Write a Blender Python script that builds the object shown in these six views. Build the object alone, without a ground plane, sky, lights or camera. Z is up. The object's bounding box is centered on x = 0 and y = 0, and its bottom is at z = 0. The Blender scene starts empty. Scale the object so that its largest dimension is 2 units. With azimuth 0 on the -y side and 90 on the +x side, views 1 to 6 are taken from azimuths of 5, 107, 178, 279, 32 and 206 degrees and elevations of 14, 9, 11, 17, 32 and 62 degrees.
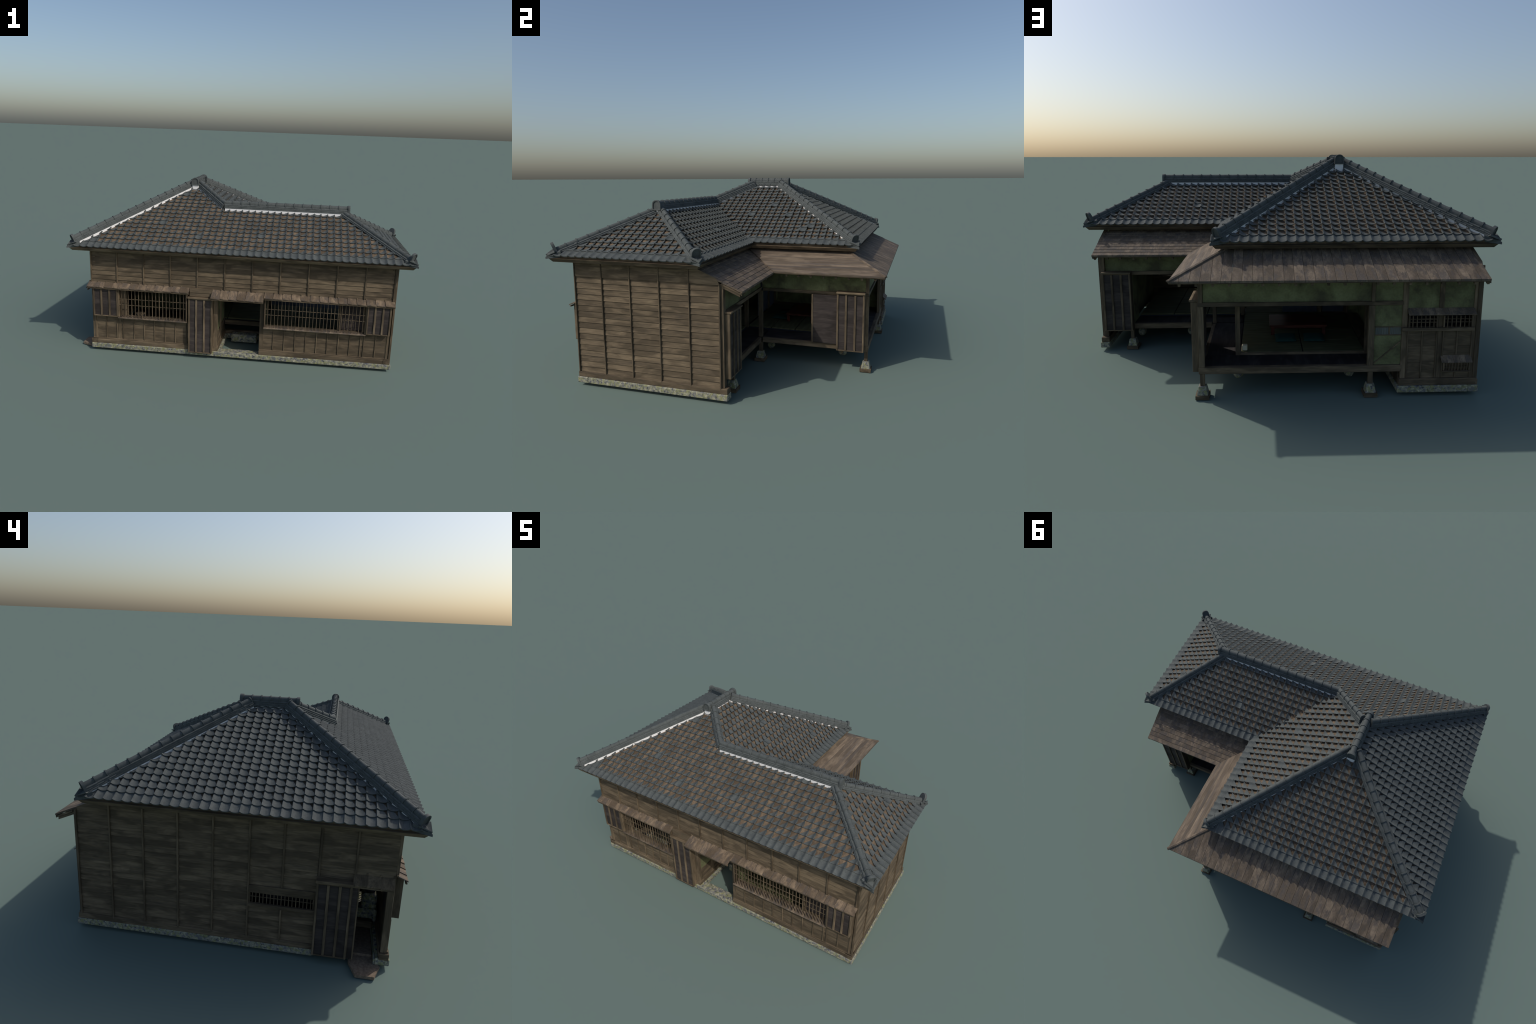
import bpy, bmesh, math, random
from mathutils import Vector, Matrix
random.seed(7)
R = random.Random(11)

# ------------------------------------------------------------------ materials
def nodes(name):
    m = bpy.data.materials.new(name); m.use_nodes = True
    nt = m.node_tree; nt.nodes.clear()
    out = nt.nodes.new('ShaderNodeOutputMaterial')
    bs = nt.nodes.new('ShaderNodeBsdfPrincipled')
    nt.links.new(bs.outputs[0], out.inputs[0])
    return m, nt, bs

def N(nt, kind, **kw):
    n = nt.nodes.new(kind)
    for k, v in kw.items():
        if k in n.inputs: n.inputs[k].default_value = v
        else: setattr(n, k, v)
    return n

def ramp(nt, fac, stops):
    r = nt.nodes.new('ShaderNodeValToRGB')
    el = r.color_ramp.elements
    while len(el) < len(stops): el.new(0.5)
    for e, (p, c) in zip(el, stops):
        e.position = p; e.color = (c[0], c[1], c[2], 1)
    nt.links.new(fac, r.inputs[0])
    return r.outputs[0]

def mix(nt, fac, a, b, mode='MIX'):
    m = nt.nodes.new('ShaderNodeMix'); m.data_type = 'RGBA'; m.blend_type = mode
    if isinstance(fac, (int, float)): m.inputs[0].default_value = fac
    else: nt.links.new(fac, m.inputs[0])
    for s, v in ((6, a), (7, b)):
        if isinstance(v, tuple): m.inputs[s].default_value = (*v, 1)
        else: nt.links.new(v, m.inputs[s])
    return m.outputs[2]

def coords(nt, scale, shift=7.0):
    tc = N(nt, 'ShaderNodeTexCoord'); oi = N(nt, 'ShaderNodeObjectInfo')
    mul = N(nt, 'ShaderNodeVectorMath', operation='SCALE')
    comb = N(nt, 'ShaderNodeCombineXYZ')
    for i in range(3): nt.links.new(oi.outputs['Random'], comb.inputs[i])
    nt.links.new(comb.outputs[0], mul.inputs[0]); mul.inputs['Scale'].default_value = shift
    add = N(nt, 'ShaderNodeVectorMath', operation='ADD')
    nt.links.new(tc.outputs['Object'], add.inputs[0]); nt.links.new(mul.outputs[0], add.inputs[1])
    mp = N(nt, 'ShaderNodeMapping'); mp.inputs['Scale'].default_value = scale
    nt.links.new(add.outputs[0], mp.inputs[0])
    return mp.outputs[0], oi.outputs['Random']

def noise(nt, vec, scale, detail=4, rough=0.6, dist=0.0):
    n = N(nt, 'ShaderNodeTexNoise', Scale=scale, Detail=detail, Roughness=rough, Distortion=dist)
    nt.links.new(vec, n.inputs['Vector']); return n.outputs[0]

def bump(nt, bs, h, strength=0.3, dist=0.002):
    b = N(nt, 'ShaderNodeBump', Strength=strength, Distance=dist)
    nt.links.new(h, b.inputs['Height']); nt.links.new(b.outputs[0], bs.inputs['Normal'])

def wood(name, axis, light, mid, dark, shift=7.0, rough=0.8, stretch=1.0, vary=0.25, bands=False):
    m, nt, bs = nodes(name)
    a = 'xyz'.index(axis)
    sc = [1.0, 1.0, 1.0]; sc[a] = 0.09
    sb = [1.0, 1.0, 1.0]; sb[a] = 0.33
    v, rnd = coords(nt, sc, shift); v2, _ = coords(nt, sb, shift * 1.7)
    streak = noise(nt, v, 55 * stretch, 5, 0.65, 0.4)
    fine = noise(nt, v, 240, 3, 0.6)
    blot = noise(nt, v2, 21 * stretch, 3, 0.5, 0.5)
    c1 = ramp(nt, streak, [(0.25, dark), (0.5, mid), (0.72, light)])
    dk = tuple(x * 0.56 for x in mid)
    f = ramp(nt, blot, [(0.43, (0, 0, 0)), (0.60, (0.95, 0.95, 0.95))])
    c2 = mix(nt, f, c1, dk)
    if bands:
        sd = [1.0, 1.0, 1.0]; sd[a] = 0.03
        v3, _ = coords(nt, sd, shift)
        bn = noise(nt, v3, 42, 3, 0.6)
        fb = ramp(nt, bn, [(0.50, (0, 0, 0)), (0.60, (0.8, 0.8, 0.8))])
        c2 = mix(nt, fb, c2, (mid[0] * 0.50, mid[1] * 0.55, mid[2] * 0.66))
    g = ramp(nt, fine, [(0.3, (0.78, 0.78, 0.78)), (0.7, (1.15, 1.15, 1.15))])
    c3 = mix(nt, 1.0, c2, g, 'MULTIPLY')
    mr = N(nt, 'ShaderNodeMapRange'); nt.links.new(rnd, mr.inputs[0])
    mr.inputs['To Min'].default_value = 1 - vary; mr.inputs['To Max'].default_value = 1 + vary
    cb = N(nt, 'ShaderNodeCombineXYZ')
    for i in range(3): nt.links.new(mr.outputs[0], cb.inputs[i])
    c4 = mix(nt, 1.0, c3, cb.outputs[0], 'MULTIPLY')
    nt.links.new(c4, bs.inputs['Base Color'])
    bs.inputs['Roughness'].default_value = rough
    bs.inputs['Specular IOR Level'].default_value = 0.25
    bump(nt, bs, streak, 0.35, 0.0015)
    return m

def speckle(name, cols, scale, rough=0.85, detail=4, bstr=0.3, shift=5.0, spec=0.25, sc=(1, 1, 1)):
    m, nt, bs = nodes(name)
    v, _ = coords(nt, sc, shift)
    n1 = noise(nt, v, scale, detail, 0.62, 0.3)
    k = len(cols)
    c = ramp(nt, n1, [(0.3 + 0.4 * i / max(1, k - 1), cc) for i, cc in enumerate(cols)])
    nt.links.new(c, bs.inputs['Base Color'])
    bs.inputs['Roughness'].default_value = rough
    bs.inputs['Specular IOR Level'].default_value = spec
    if bstr: bump(nt, bs, n1, bstr, 0.002)
    return m

BL, BM, BD = (0.196, 0.147, 0.093), (0.140, 0.105, 0.066), (0.062, 0.049, 0.035)
WOOD = {a: wood('weathered_wood_' + a, a, BL, BM, BD) for a in 'xyz'}
WALLW = {a: wood('weatherboard_wood_' + a, a, BL, BM, BD, shift=3.0, vary=0.14) for a in 'xyz'}
SHUT = {a: wood('shutter_wood_' + a, a, (0.072, 0.058, 0.050), (0.056, 0.045, 0.040), (0.030, 0.025, 0.024), vary=0.1) for a in 'xy'}
LOWROOF = wood('awning_board_wood', 'y', (0.245, 0.188, 0.130), (0.185, 0.142, 0.101), (0.082, 0.063, 0.050), shift=3.0, stretch=0.8, vary=0.16, bands=True)
AWN = wood('awning_plank_wood', 'y', (0.26, 0.195, 0.13), (0.185, 0.138, 0.094), (0.082, 0.064, 0.050), shift=3.0, stretch=0.8, vary=0.16, bands=True)
DECK = wood('roof_deck_wood', 'y', (0.215, 0.158, 0.103), (0.160, 0.117, 0.077), (0.085, 0.063, 0.045), shift=0.0, vary=0.0)
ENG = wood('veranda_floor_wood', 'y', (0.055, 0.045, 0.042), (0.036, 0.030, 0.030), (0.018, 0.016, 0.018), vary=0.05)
REDW = wood('red_lacquered_wood', 'x', (0.13, 0.030, 0.016), (0.09, 0.021, 0.012), (0.04, 0.010, 0.007), rough=0.5, vary=0.0)  # reds lowered too: indoor shade over the table is part of the colour

def tile_mat():
    m, nt, bs = nodes('slate_grey_clay_tile')
    v, rnd = coords(nt, (1, 1, 1), 9.0)
    n1 = noise(nt, v, 26, 4, 0.6); n2 = noise(nt, v, 150, 3, 0.6)
    c = ramp(nt, n1, [(0.3, (0.066, 0.074, 0.072)), (0.7, (0.098, 0.108, 0.104))])
    g = ramp(nt, n2, [(0.3, (0.85, 0.85, 0.85)), (0.7, (1.12, 1.12, 1.12))])
    nt.links.new(mix(nt, 1.0, c, g, 'MULTIPLY'), bs.inputs['Base Color'])
    bs.inputs['Roughness'].default_value = 0.78
    bs.inputs['Specular IOR Level'].default_value = 0.2
    bump(nt, bs, n2, 0.15, 0.001)
    return m
TILE = tile_mat()

def stone_mat():
    m, nt, bs = nodes('mossy_granite')
    v, _ = coords(nt, (1, 1, 1), 5.0)
    n1 = noise(nt, v, 75, 4, 0.6, 0.5); n2 = noise(nt, v, 58, 4, 0.65, 0.6); n3 = noise(nt, v, 24, 3, 0.5)
    c = ramp(nt, n1, [(0.36, (0.05, 0.055, 0.066)), (0.47, (0.19, 0.185, 0.175)), (0.57, (0.27, 0.265, 0.18)), (0.70, (0.46, 0.42, 0.32))])
    f = ramp(nt, n2, [(0.49, (0, 0, 0)), (0.60, (0.7, 0.7, 0.7))])
    c = mix(nt, f, c, (0.21, 0.215, 0.07))
    f3 = ramp(nt, n3, [(0.60, (0, 0, 0)), (0.68, (0.7, 0.7, 0.7))])
    c = mix(nt, f3, c, (0.10, 0.11, 0.12))
    nt.links.new(c, bs.inputs['Base Color']); bs.inputs['Roughness'].default_value = 0.92
    bump(nt, bs, n1, 0.5, 0.003)
    return m
STONE = stone_mat()

def plaster_mat():
    m, nt, bs = nodes('moss_green_plaster')
    v, _ = coords(nt, (1, 1, 1), 0.0)
    n1 = noise(nt, v, 9, 4, 0.55, 0.5); n2 = noise(nt, v, 120, 4, 0.7)
    c = ramp(nt, n1, [(0.36, (0.070, 0.064, 0.034)), (0.50, (0.124, 0.128, 0.058)), (0.66, (0.180, 0.188, 0.088))])
    g = ramp(nt, n2, [(0.3, (0.82, 0.82, 0.82)), (0.7, (1.15, 1.15, 1.15))])
    nt.links.new(mix(nt, 1.0, c, g, 'MULTIPLY'), bs.inputs['Base Color'])
    bs.inputs['Roughness'].default_value = 0.95
    bump(nt, bs, n2, 0.4, 0.002)
    return m
PLAST = plaster_mat()
WHITE = speckle('white_lime_plaster', [(0.74, 0.72, 0.70), (0.83, 0.82, 0.80)], 40, 0.9, bstr=0.1)
TATAMI = speckle('tatami_straw', [(0.075, 0.075, 0.036), (0.10, 0.10, 0.05), (0.13, 0.125, 0.064)], 60, 0.9, sc=(0.15, 1, 1))  # straw colours darkened to bake in the dim light of the room
HEM = speckle('dark_blue_cloth', [(0.016, 0.02, 0.032), (0.028, 0.033, 0.05)], 80, 0.95)
TEAL = speckle('teal_cushion_cloth', [(0.010, 0.045, 0.039), (0.016, 0.065, 0.055)], 60, 0.95)
MUD = speckle('packed_earth', [(0.12, 0.088, 0.062), (0.185, 0.138, 0.098), (0.25, 0.19, 0.135)], 90, 0.95, bstr=0.6)
PAPER = speckle('grey_window_paper', [(0.10, 0.108, 0.095), (0.17, 0.178, 0.155)], 70, 0.8, sc=(1, 1, 0.1))
SLIDE = speckle('blue_grey_sliding_panel', [(0.05, 0.06, 0.085), (0.075, 0.085, 0.11)], 40, 0.8)
LAMP = speckle('cream_paper', [(0.55, 0.50, 0.36), (0.62, 0.57, 0.42)], 30, 0.9, bstr=0)
IRON = speckle('black_iron', [(0.015, 0.015, 0.017), (0.03, 0.03, 0.033)], 60, 0.6)

# ------------------------------------------------------------------ builders
def empty(name, parent=None):
    o = bpy.data.objects.new(name, None); bpy.context.collection.objects.link(o)
    o.parent = parent; return o

def obj(name, bm, mat, parent, smooth=False, bevel=0.0, stuff=False):
    bmesh.ops.recalc_face_normals(bm, faces=bm.faces[:])
    if bevel > 0:
        bmesh.ops.bevel(bm, geom=bm.edges[:], offset=bevel, segments=1, affect='EDGES', profile=0.5)
    me = bpy.data.meshes.new(name); bm.to_mesh(me); bm.free()
    me.materials.append(mat)
    if smooth:
        for p in me.polygons: p.use_smooth = True
        me.set_sharp_from_angle(angle=math.radians(35))
    o = bpy.data.objects.new(name, me); bpy.context.collection.objects.link(o)
    o.parent = parent
    if stuff: o["kind"] = "stuff"
    return o

def add_box(bm, x0, x1, y0, y1, z0, z1):
    vs = [bm.verts.new((x, y, z)) for x in (x0, x1) for y in (y0, y1) for z in (z0, z1)]
    for f in ((0, 1, 3, 2), (4, 6, 7, 5), (0, 4, 5, 1), (2, 3, 7, 6), (0, 2, 6, 4), (1, 5, 7, 3)):
        bm.faces.new([vs[i] for i in f])

def box(name, x0, x1, y0, y1, z0, z1, mat, parent, bevel=0.0012):
    x0, x1 = sorted((x0, x1)); y0, y1 = sorted((y0, y1)); z0, z1 = sorted((z0, z1))
    if isinstance(mat, dict):
        d = {'x': x1 - x0, 'y': y1 - y0, 'z': z1 - z0}
        mat = mat[max((k for k in d if k in mat), key=lambda k: d[k])]
    bm = bmesh.new(); add_box(bm, x0, x1, y0, y1, z0, z1)
    bevel = min(bevel, 0.22 * min(x1 - x0, y1 - y0, z1 - z0))
    return obj(name, bm, mat, parent, bevel=bevel)

def add_prism(bm, prof, vec):
    a = [bm.verts.new(p) for p in prof]; b = [bm.verts.new(Vector(p) + Vector(vec)) for p in prof]
    n = len(prof)
    bm.faces.new(a); bm.faces.new(b[::-1])
    for i in range(n): bm.faces.new((a[i], a[(i + 1) % n], b[(i + 1) % n], b[i]))

def prism(name, prof, vec, mat, parent, bevel=0.0):
    bm = bmesh.new(); add_prism(bm, prof, vec)
    return obj(name, bm, mat, parent, bevel=bevel)

# wall frame: side S/W/N/E, maps (along, out, z) to world
class Wall:
    def __init__(s, side, plane):
        s.side, s.p = side, plane
    def pt(s, a, o, z):
        return {'S': (a, s.p - o, z), 'N': (a, s.p + o, z), 'W': (s.p - o, a, z), 'E': (s.p + o, a, z)}[s.side]
    def vec(s, l):
        return (l, 0, 0) if s.side in 'SN' else (0, l, 0)
    @property
    def ax(s): return 'x' if s.side in 'SN' else 'y'
    def box(s, name, a0, a1, o0, o1, z0, z1, mat, parent, bevel=0.0012):
        p, q = s.pt(a0, o0, z0), s.pt(a1, o1, z1)
        return box(name, p[0], q[0], p[1], q[1], p[2], q[2], mat, parent, bevel)

def boards(w, a0, a1, z0, z1, parent, pitch=0.029, top=None):
    n = max(1, round((z1 - z0) / pitch)); h = (z1 - z0) / n
    for i in range(n):
        b = z0 + i * h
        prof = [w.pt(a0, -0.002, b), w.pt(a0, 0.0068, b - 0.0008), w.pt(a0, 0.0064, b + 0.002), w.pt(a0, 0.0030, b + h), w.pt(a0, -0.002, b + h)]
        prism('weatherboard', prof, w.vec(a1 - a0), WALLW[w.ax], parent)

def batten(w, a, z0, z1, parent, wd=0.0075, o=0.0125, saw=True):
    w.box('wall_batten', a - wd / 2, a + wd / 2, 0.001, o, z0, z1, WOOD, parent, 0.001)

house = empty('old_japanese_house')
house["label"] = "weathered timber Japanese house with grey tiled hip roof"
house["category"] = "house"

# ------------------------------------------------------------------ roof
K = 0.52; ZE = 0.6695
XW, XE, XM = -0.998, 0.998, 0.261
YS, YN, YV = -0.781, 0.626, 0.025
HM, HW = (XM - XW) / 2, (YV - YS) / 2     # half widths: main block and wing
RX, RY = XW + HM, YS + HW                  # ridge lines
def rz(d): return ZE + K * d

roof = empty('tiled_roof', house)

def build_deck():
    bm = bmesh.new()
    P = lambda x, y, d: bm.verts.new((x, y, rz(d)))
    g = 0.016
    fl, fr, br = P(XW + g, YS + g, g), P(XE - g, YS + g, g), P(XE - g, YV - g, g)
    va, lc, bl = P(XM - g, YV - g, g), P(XM - g, YN - g, g), P(XW + g, YN - g, g)
    r1, r2 = P(RX, YS + HM, HM), P(RX, YN - HM, HM)
    w1, w2 = P(XM - HW, RY, HW), P(XE - HW, RY, HW)
    for f in ((fl, fr, w2, w1, r1), (fr, br, w2), (br, va, w1, w2), (va, lc, r2, r1, w1), (lc, bl, r2), (bl, fl, r1, r2)):
        bm.faces.new(f)
    ring = [fl, fr, br, va, lc, bl]
    def off(i, z):
        c = 0.024
        xs = {XW: XW + c, XE: XE - c, XM: XM - c}; ys = {YS: YS + c, YN: YN - c, YV: YV - c}
        v = ring[i].co
        x = min(xs, key=lambda k: abs(k - v.x)); y = min(ys, key=lambda k: abs(k - v.y))
        return bm.verts.new((xs[x], ys[y], z))
    low = [off(i, 0.6495) for i in range(6)]
    for i in range(6):
        bm.faces.new((ring[i], ring[(i + 1) % 6], low[(i + 1) % 6], low[i]))
    bm.faces.new(low[::-1])
    return obj('roof_deck', bm, DECK, roof)
build_deck()

def eave_boards():
    c = 0.026
    outl = [(XW, YS), (XE, YS), (XE, YV), (XM, YV), (XM, YN), (XW, YN)]
    def inset(p, d):
        x = p[0] + (d if p[0] == XW else -d); y = p[1] + (d if p[1] == YS else -d)
        return x, y
    for i in range(6):
        a, b = outl[i], outl[(i + 1) % 6]
        bm = bmesh.new(); rows = []
        for p in (a, b):
            r = []
            for d, z in ((0.0065, 0.6640), (0.020, 0.6465), (0.030, 0.6465), (0.018, 0.667)):
                q = inset(p, d); r.append(bm.verts.new((q[0], q[1], z)))
            rows.append(r)
        for j in range(4):
            bm.faces.new((rows[0][j], rows[0][(j + 1) % 4], rows[1][(j + 1) % 4], rows[1][j]))
        bm.faces.new(rows[0]); bm.faces.new(rows[1][::-1])
        obj('eave_board', bm, WOOD['x' if abs(a[0] - b[0]) > abs(a[1] - b[1]) else 'y'], roof)
eave_boards()

PITCH_D = 0.035
PROFILE = [(0.0, 0.0046), (0.05, 0.0086), (0.13, 0.0076), (0.24, 0.0032), (0.38, 0.0006), (0.52, -0.0003), (0.66, 0.0002), (0.80, 0.0013), (0.92, 0.0031), (1.0, 0.0048)]

PROFILE_OPEN = [(0.0, 0.0072), (0.07, 0.0070), (0.16, 0.0046), (0.28, 0.0018), (0.42, 0.0004), (0.56, 0.0), (0.70, 0.0003), (0.84, 0.0008), (0.93, 0.0014), (1.0, 0.0020)]
def tile_mesh(bm, frame, pitch, length, kind, mirror, cut=False, t=0.0038):
    """curved pantile; kind 'full', 'round' (one corner cut) or 'half' (diagonal cut)."""
    o, ea, eu, en = frame
    top, bot, rise = [], [], []
    lift, low = 0.0045, 0.0040
    for u, h in (PROFILE_OPEN if cut else PROFILE):
        if kind == 'half':
            if cut: vt = max(0.03, (u - 0.06) / 0.87) if u < 0.93 else 1.0 - 0.45 * (u - 0.93) / 0.07
            else: vt = 0.55 + 0.45 * u / 0.1 if u < 0.1 else max(0.02, 1.0 - (u - 0.1) / 0.87)
        elif kind == 'round':
            vt = 1.0 if u < 0.5 else 1.0 - 0.80 * ((u - 0.5) / 0.5) ** 1.8
        else:
            vt = 1.0
        uu = 1 - u if mirror else u
        col = []
        for v in (0.0, vt * 0.5, vt):
            z = h * (1.0 - 0.15 * v) + low + lift * (1 - v)
            col.append((uu * pitch, v * length, z))
        rise.append(col)
    vt_, vb_ = [], []
    for col in rise:
        vt_.append([bm.verts.new(o + ea * x + eu * y + en * z) for x, y, z in col])
        vb_.append([bm.verts.new(o + ea * x + eu * y + en * (z - t)) for x, y, z in col])
    n = len(rise)
    for i in range(n - 1):
        for j in range(2):
            bm.faces.new((vt_[i][j], vt_[i + 1][j], vt_[i + 1][j + 1], vt_[i][j + 1]))
            bm.faces.new((vb_[i][j], vb_[i][j + 1], vb_[i + 1][j + 1], vb_[i + 1][j]))
        bm.faces.new((vt_[i][0], vb_[i][0], vb_[i + 1][0], vt_[i + 1][0]))
        bm.faces.new((vt_[i][2], vt_[i + 1][2], vb_[i + 1][2], vb_[i][2]))
    for i in (0, n - 1):
        for j in range(2):
            bm.faces.new((vt_[i][j], vt_[i][j + 1], vb_[i][j + 1], vb_[i][j]))

def slope(a_org, edir, indir, length, inside, kind, mirror, cut=False, rise=0.0):
    ed, ind = Vector(edir), Vector(indir)
    up = (ind + Vector((0, 0, K))).normalized(); nrm = ed.cross(up).normalized()
    if nrm.z < 0: nrm = -nrm
    n = round(length[1] / 0.0404); pitch = length[1] / n
    sl = PITCH_D * math.sqrt(1 + K * K)
    org = Vector((*a_org, ZE + rise))
    i0 = math.floor(length[0] / pitch)
    bm = bmesh.new()
    for j in range(0, 19):
        d = j * PITCH_D + (0.0114 if j else 0.0)
        for i in range(i0, n):
            a = i * pitch
            if not inside(a + pitch / 2, d + PITCH_D * 0.55): continue
            f = (org + ed * a + ind * d + Vector((0, 0, K * d)), ed, up, nrm)
            k = kind
            if k == 'half' and R.random() < 0.018: k = 'full'
            if j == 0:
                b = bmesh.new()
                f0 = (f[0] + up * 0.005, ed, up, nrm)
                tile_mesh(b, f0, pitch, sl * 1.36, 'full', mirror, cut, 0.0052)
                obj('eave_tile', b, TILE, roof, smooth=True)
            else:
                tile_mesh(bm, f, pitch * 1.01, sl * (1.06 if k != 'half' else 1.05), k, mirror, cut)
    obj('roof_tiles', bm, TILE, roof, smooth=True, stuff=True)

LM = XM - XW
# front slope
slope((XW, YS), (1, 0, 0), (0, 1, 0), (0, XE - XW),
      lambda a, d: d <= a + .004 and d <= (XE - XW) - a + .004 and d <= max(HW, LM - a) and d < HM, 'half', True, rise=-0.003)
# rear slope of the main block
slope((XM, YN), (-1, 0, 0), (0, -1, 0), (0, LM), lambda a, d: d <= a + .004 and d <= LM - a + .004 and d < HM, 'half', False, rise=0.0)
# west slope
slope((XW, YN), (0, -1, 0), (1, 0, 0), (0, YN - YS), lambda a, d: d <= a + .004 and d <= (YN - YS) - a + .004 and d < HM, 'round', False)
# east slope of the main block
slope((XM, YV), (0, 1, 0), (-1, 0, 0), (-0.42, YN - YV),
      lambda a, d: d <= (YN - YV) - a + .004 and a >= max(-d - 0.01, (YS - YV) + d - .004) and d < HM, 'half', False, True, rise=0.004)
# end of the wing
slope((XE, YS), (0, 1, 0), (-1, 0, 0), (0, YV - YS), lambda a, d: d <= a + .004 and d <= (YV - YS) - a + .004, 'half', False, True)
# rear slope of the wing
slope((XE, YV), (-1, 0, 0), (0, -1, 0), (0, XE - XM + 0.40), lambda a, d: d <= a + .004 and d < HW and a <= (XE - XM) + d + 0.01, 'half', False, rise=0.0)

# ------------------------------------------------------------------ ridges
def frame_along(p0, p1):
    p0, p1 = Vector(p0), Vector(p1)
    f = (p1 - p0).normalized(); s = f.cross(Vector((0, 0, 1))).normalized(); u = s.cross(f)
    return p0, f, s, u, (p1 - p0).length

def ridge(name, p0, p1, widths=(0.050, 0.046, 0.042), bed_h=0.014, lay_h=0.0085, rad=0.0145, seg=0.054, bed_w=0.046, cap_z=0.004, off=0.0, shift=0.0, bed_off=0.0):
    o, f, s, u, L = frame_along(p0, p1)
    part = empty(name, house)
    Q = lambda t, x, z: o + f * t + s * (x + shift * math.sin(math.pi * min(1.0, max(0.0, t / L)))) + u * (z + off)
    bm = bmesh.new()
    b0, b1 = -bed_w / 2 + max(0.0, bed_off), bed_w / 2 + min(0.0, bed_off)
    add_prism(bm, [Q(0.004, b0, -0.015), Q(0.004, b1, -0.015), Q(0.004, b1 * 0.96, bed_h), Q(0.004, b0 * 0.96, bed_h)], f * (L - 0.008))
    obj('plaster_bed', bm, WHITE, part)
    bm = bmesh.new()
    for i, w in enumerate(widths):
        z = bed_h + i * lay_h
        n = max(1, round(L / seg)); st = L / n; sh = st * 0.5 * (i % 2)
        edges = [0.0] + [k * st + sh for k in range(0 if sh else 1, n)] + [L]
        for a, b in zip(edges[:-1], edges[1:]):
            if b - a < 0.004: continue
            g = 0.0005
            add_prism(bm, [Q(a + g, -w / 2, z), Q(a + g, w / 2, z), Q(a + g, w / 2, z + lay_h * 0.55), Q(a + g, w / 2 - 0.004, z + lay_h * 0.98), Q(a + g, -w / 2 + 0.004, z + lay_h * 0.98), Q(a + g, -w / 2, z + lay_h * 0.55)], f * (b - a - 2 * g))
        add_prism(bm, [Q(0.001, -w / 2 + 0.006, z - 0.0005), Q(0.001, w / 2 - 0.006, z - 0.0005), Q(0.001, w / 2 - 0.006, z + lay_h), Q(0.001, -w / 2 + 0.006, z + lay_h)], f * (L - 0.002))
    obj('ridge_course_tiles', bm, TILE, part, stuff=True)
    zc = bed_h + lay_h * len(widths) + cap_z
    n = max(1, round(L / seg)); st = L / n
    def half(bm, t0, t1, r0, r1):
        prof = []
        for t, r in ((t0, r0), (t1, r1)):
            ring = [Q(t, r * math.cos(math.pi * k / 12), zc + r * 1.05 * math.sin(math.pi * k / 12)) for k in range(13)]
            ring += [Q(t, -r, zc - 0.006), Q(t, r, zc - 0.006)]
            prof.append([bm.verts.new(p) for p in ring])
        m = len(prof[0])
        for k in range(m): bm.faces.new((prof[0][k], prof[0][(k + 1) % m], prof[1][(k + 1) % m], prof[1][k]))
        bm.faces.new(prof[0]); bm.faces.new(prof[1][::-1])
    for k in range(n):
        bm = bmesh.new()
        half(bm, k * st, (k + 1) * st + 0.0008, rad, rad * 0.96)
        half(bm, (k + 1) * st - 0.0065, (k + 1) * st - 0.0005, rad + 0.0034, rad + 0.0034)
        obj('ridge_cap_tile', bm, TILE, part, smooth=True)
    return part, zc

def end_tile(part, at, f, u, w=0.046, h=0.050, t=0.012):
    """arched end tile; f points outward along the ridge."""
    f = Vector(f).normalized(); s = f.cross(Vector(u)).normalized(); u = Vector(u).normalized(); at = Vector(at)
    bm = bmesh.new()
    def outline(inset):
        hw = w / 2 - inset; pts = [(-hw * 1.04, inset), (hw * 1.04, inset)]
        r = hw; cz = h - w / 2
        sp = 0.9
        for k in range(0, 13):
            th = math.pi * k / 12
            x = math.copysign(abs(math.cos(th)) ** sp, math.cos(th)) * r
            pts.append((x, cz + (w / 2 - inset) * math.sin(th)))
        return pts
    def ring(inset, d): return [bm.verts.new(at + s * x + u * z + f * d) for x, z in outline(inset)]
    r0, r1, r2, r3 = ring(0, -t / 2), ring(0, t / 2), ring(0.0055, t / 2), ring(0.0065, t / 2 - 0.004)
    m = len(r0)
    for A, B in ((r0, r1), (r1, r2), (r2, r3)):
        for k in range(m): bm.faces.new((A[k], A[(k + 1) % m], B[(k + 1) % m], B[k]))
    bm.faces.new(r0[::-1]); bm.faces.new(r3)
    obj('ridge_end_tile', bm, TILE, part, smooth=True)

# main ridge
zr = rz(HM)
yr0, yr1 = YS + HM - 0.055, YN - HM + 0.065
part, _ = ridge('main_ridge', (RX, yr0, zr - 0.0105), (RX, yr1, zr - 0.0105), bed_h=0.010, lay_h=0.009, rad=0.0155, seg=0.0445)
for y, sg in ((yr0, -1), (yr1, 1)):
    end_tile(part, (RX, y + sg * 0.004, 0.999), (0, sg, 0), (0, 0, 1), w=0.048, h=0.049, t=0.014)
    ya = y + sg * 0.001
    box('plaster_block', RX - 0.022, RX + 0.022, ya - 0.03 * (sg > 0) - 0.004, ya + 0.03 * (sg < 0) + 0.004, 0.955, 1.002, WHITE, part, 0.004)
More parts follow.
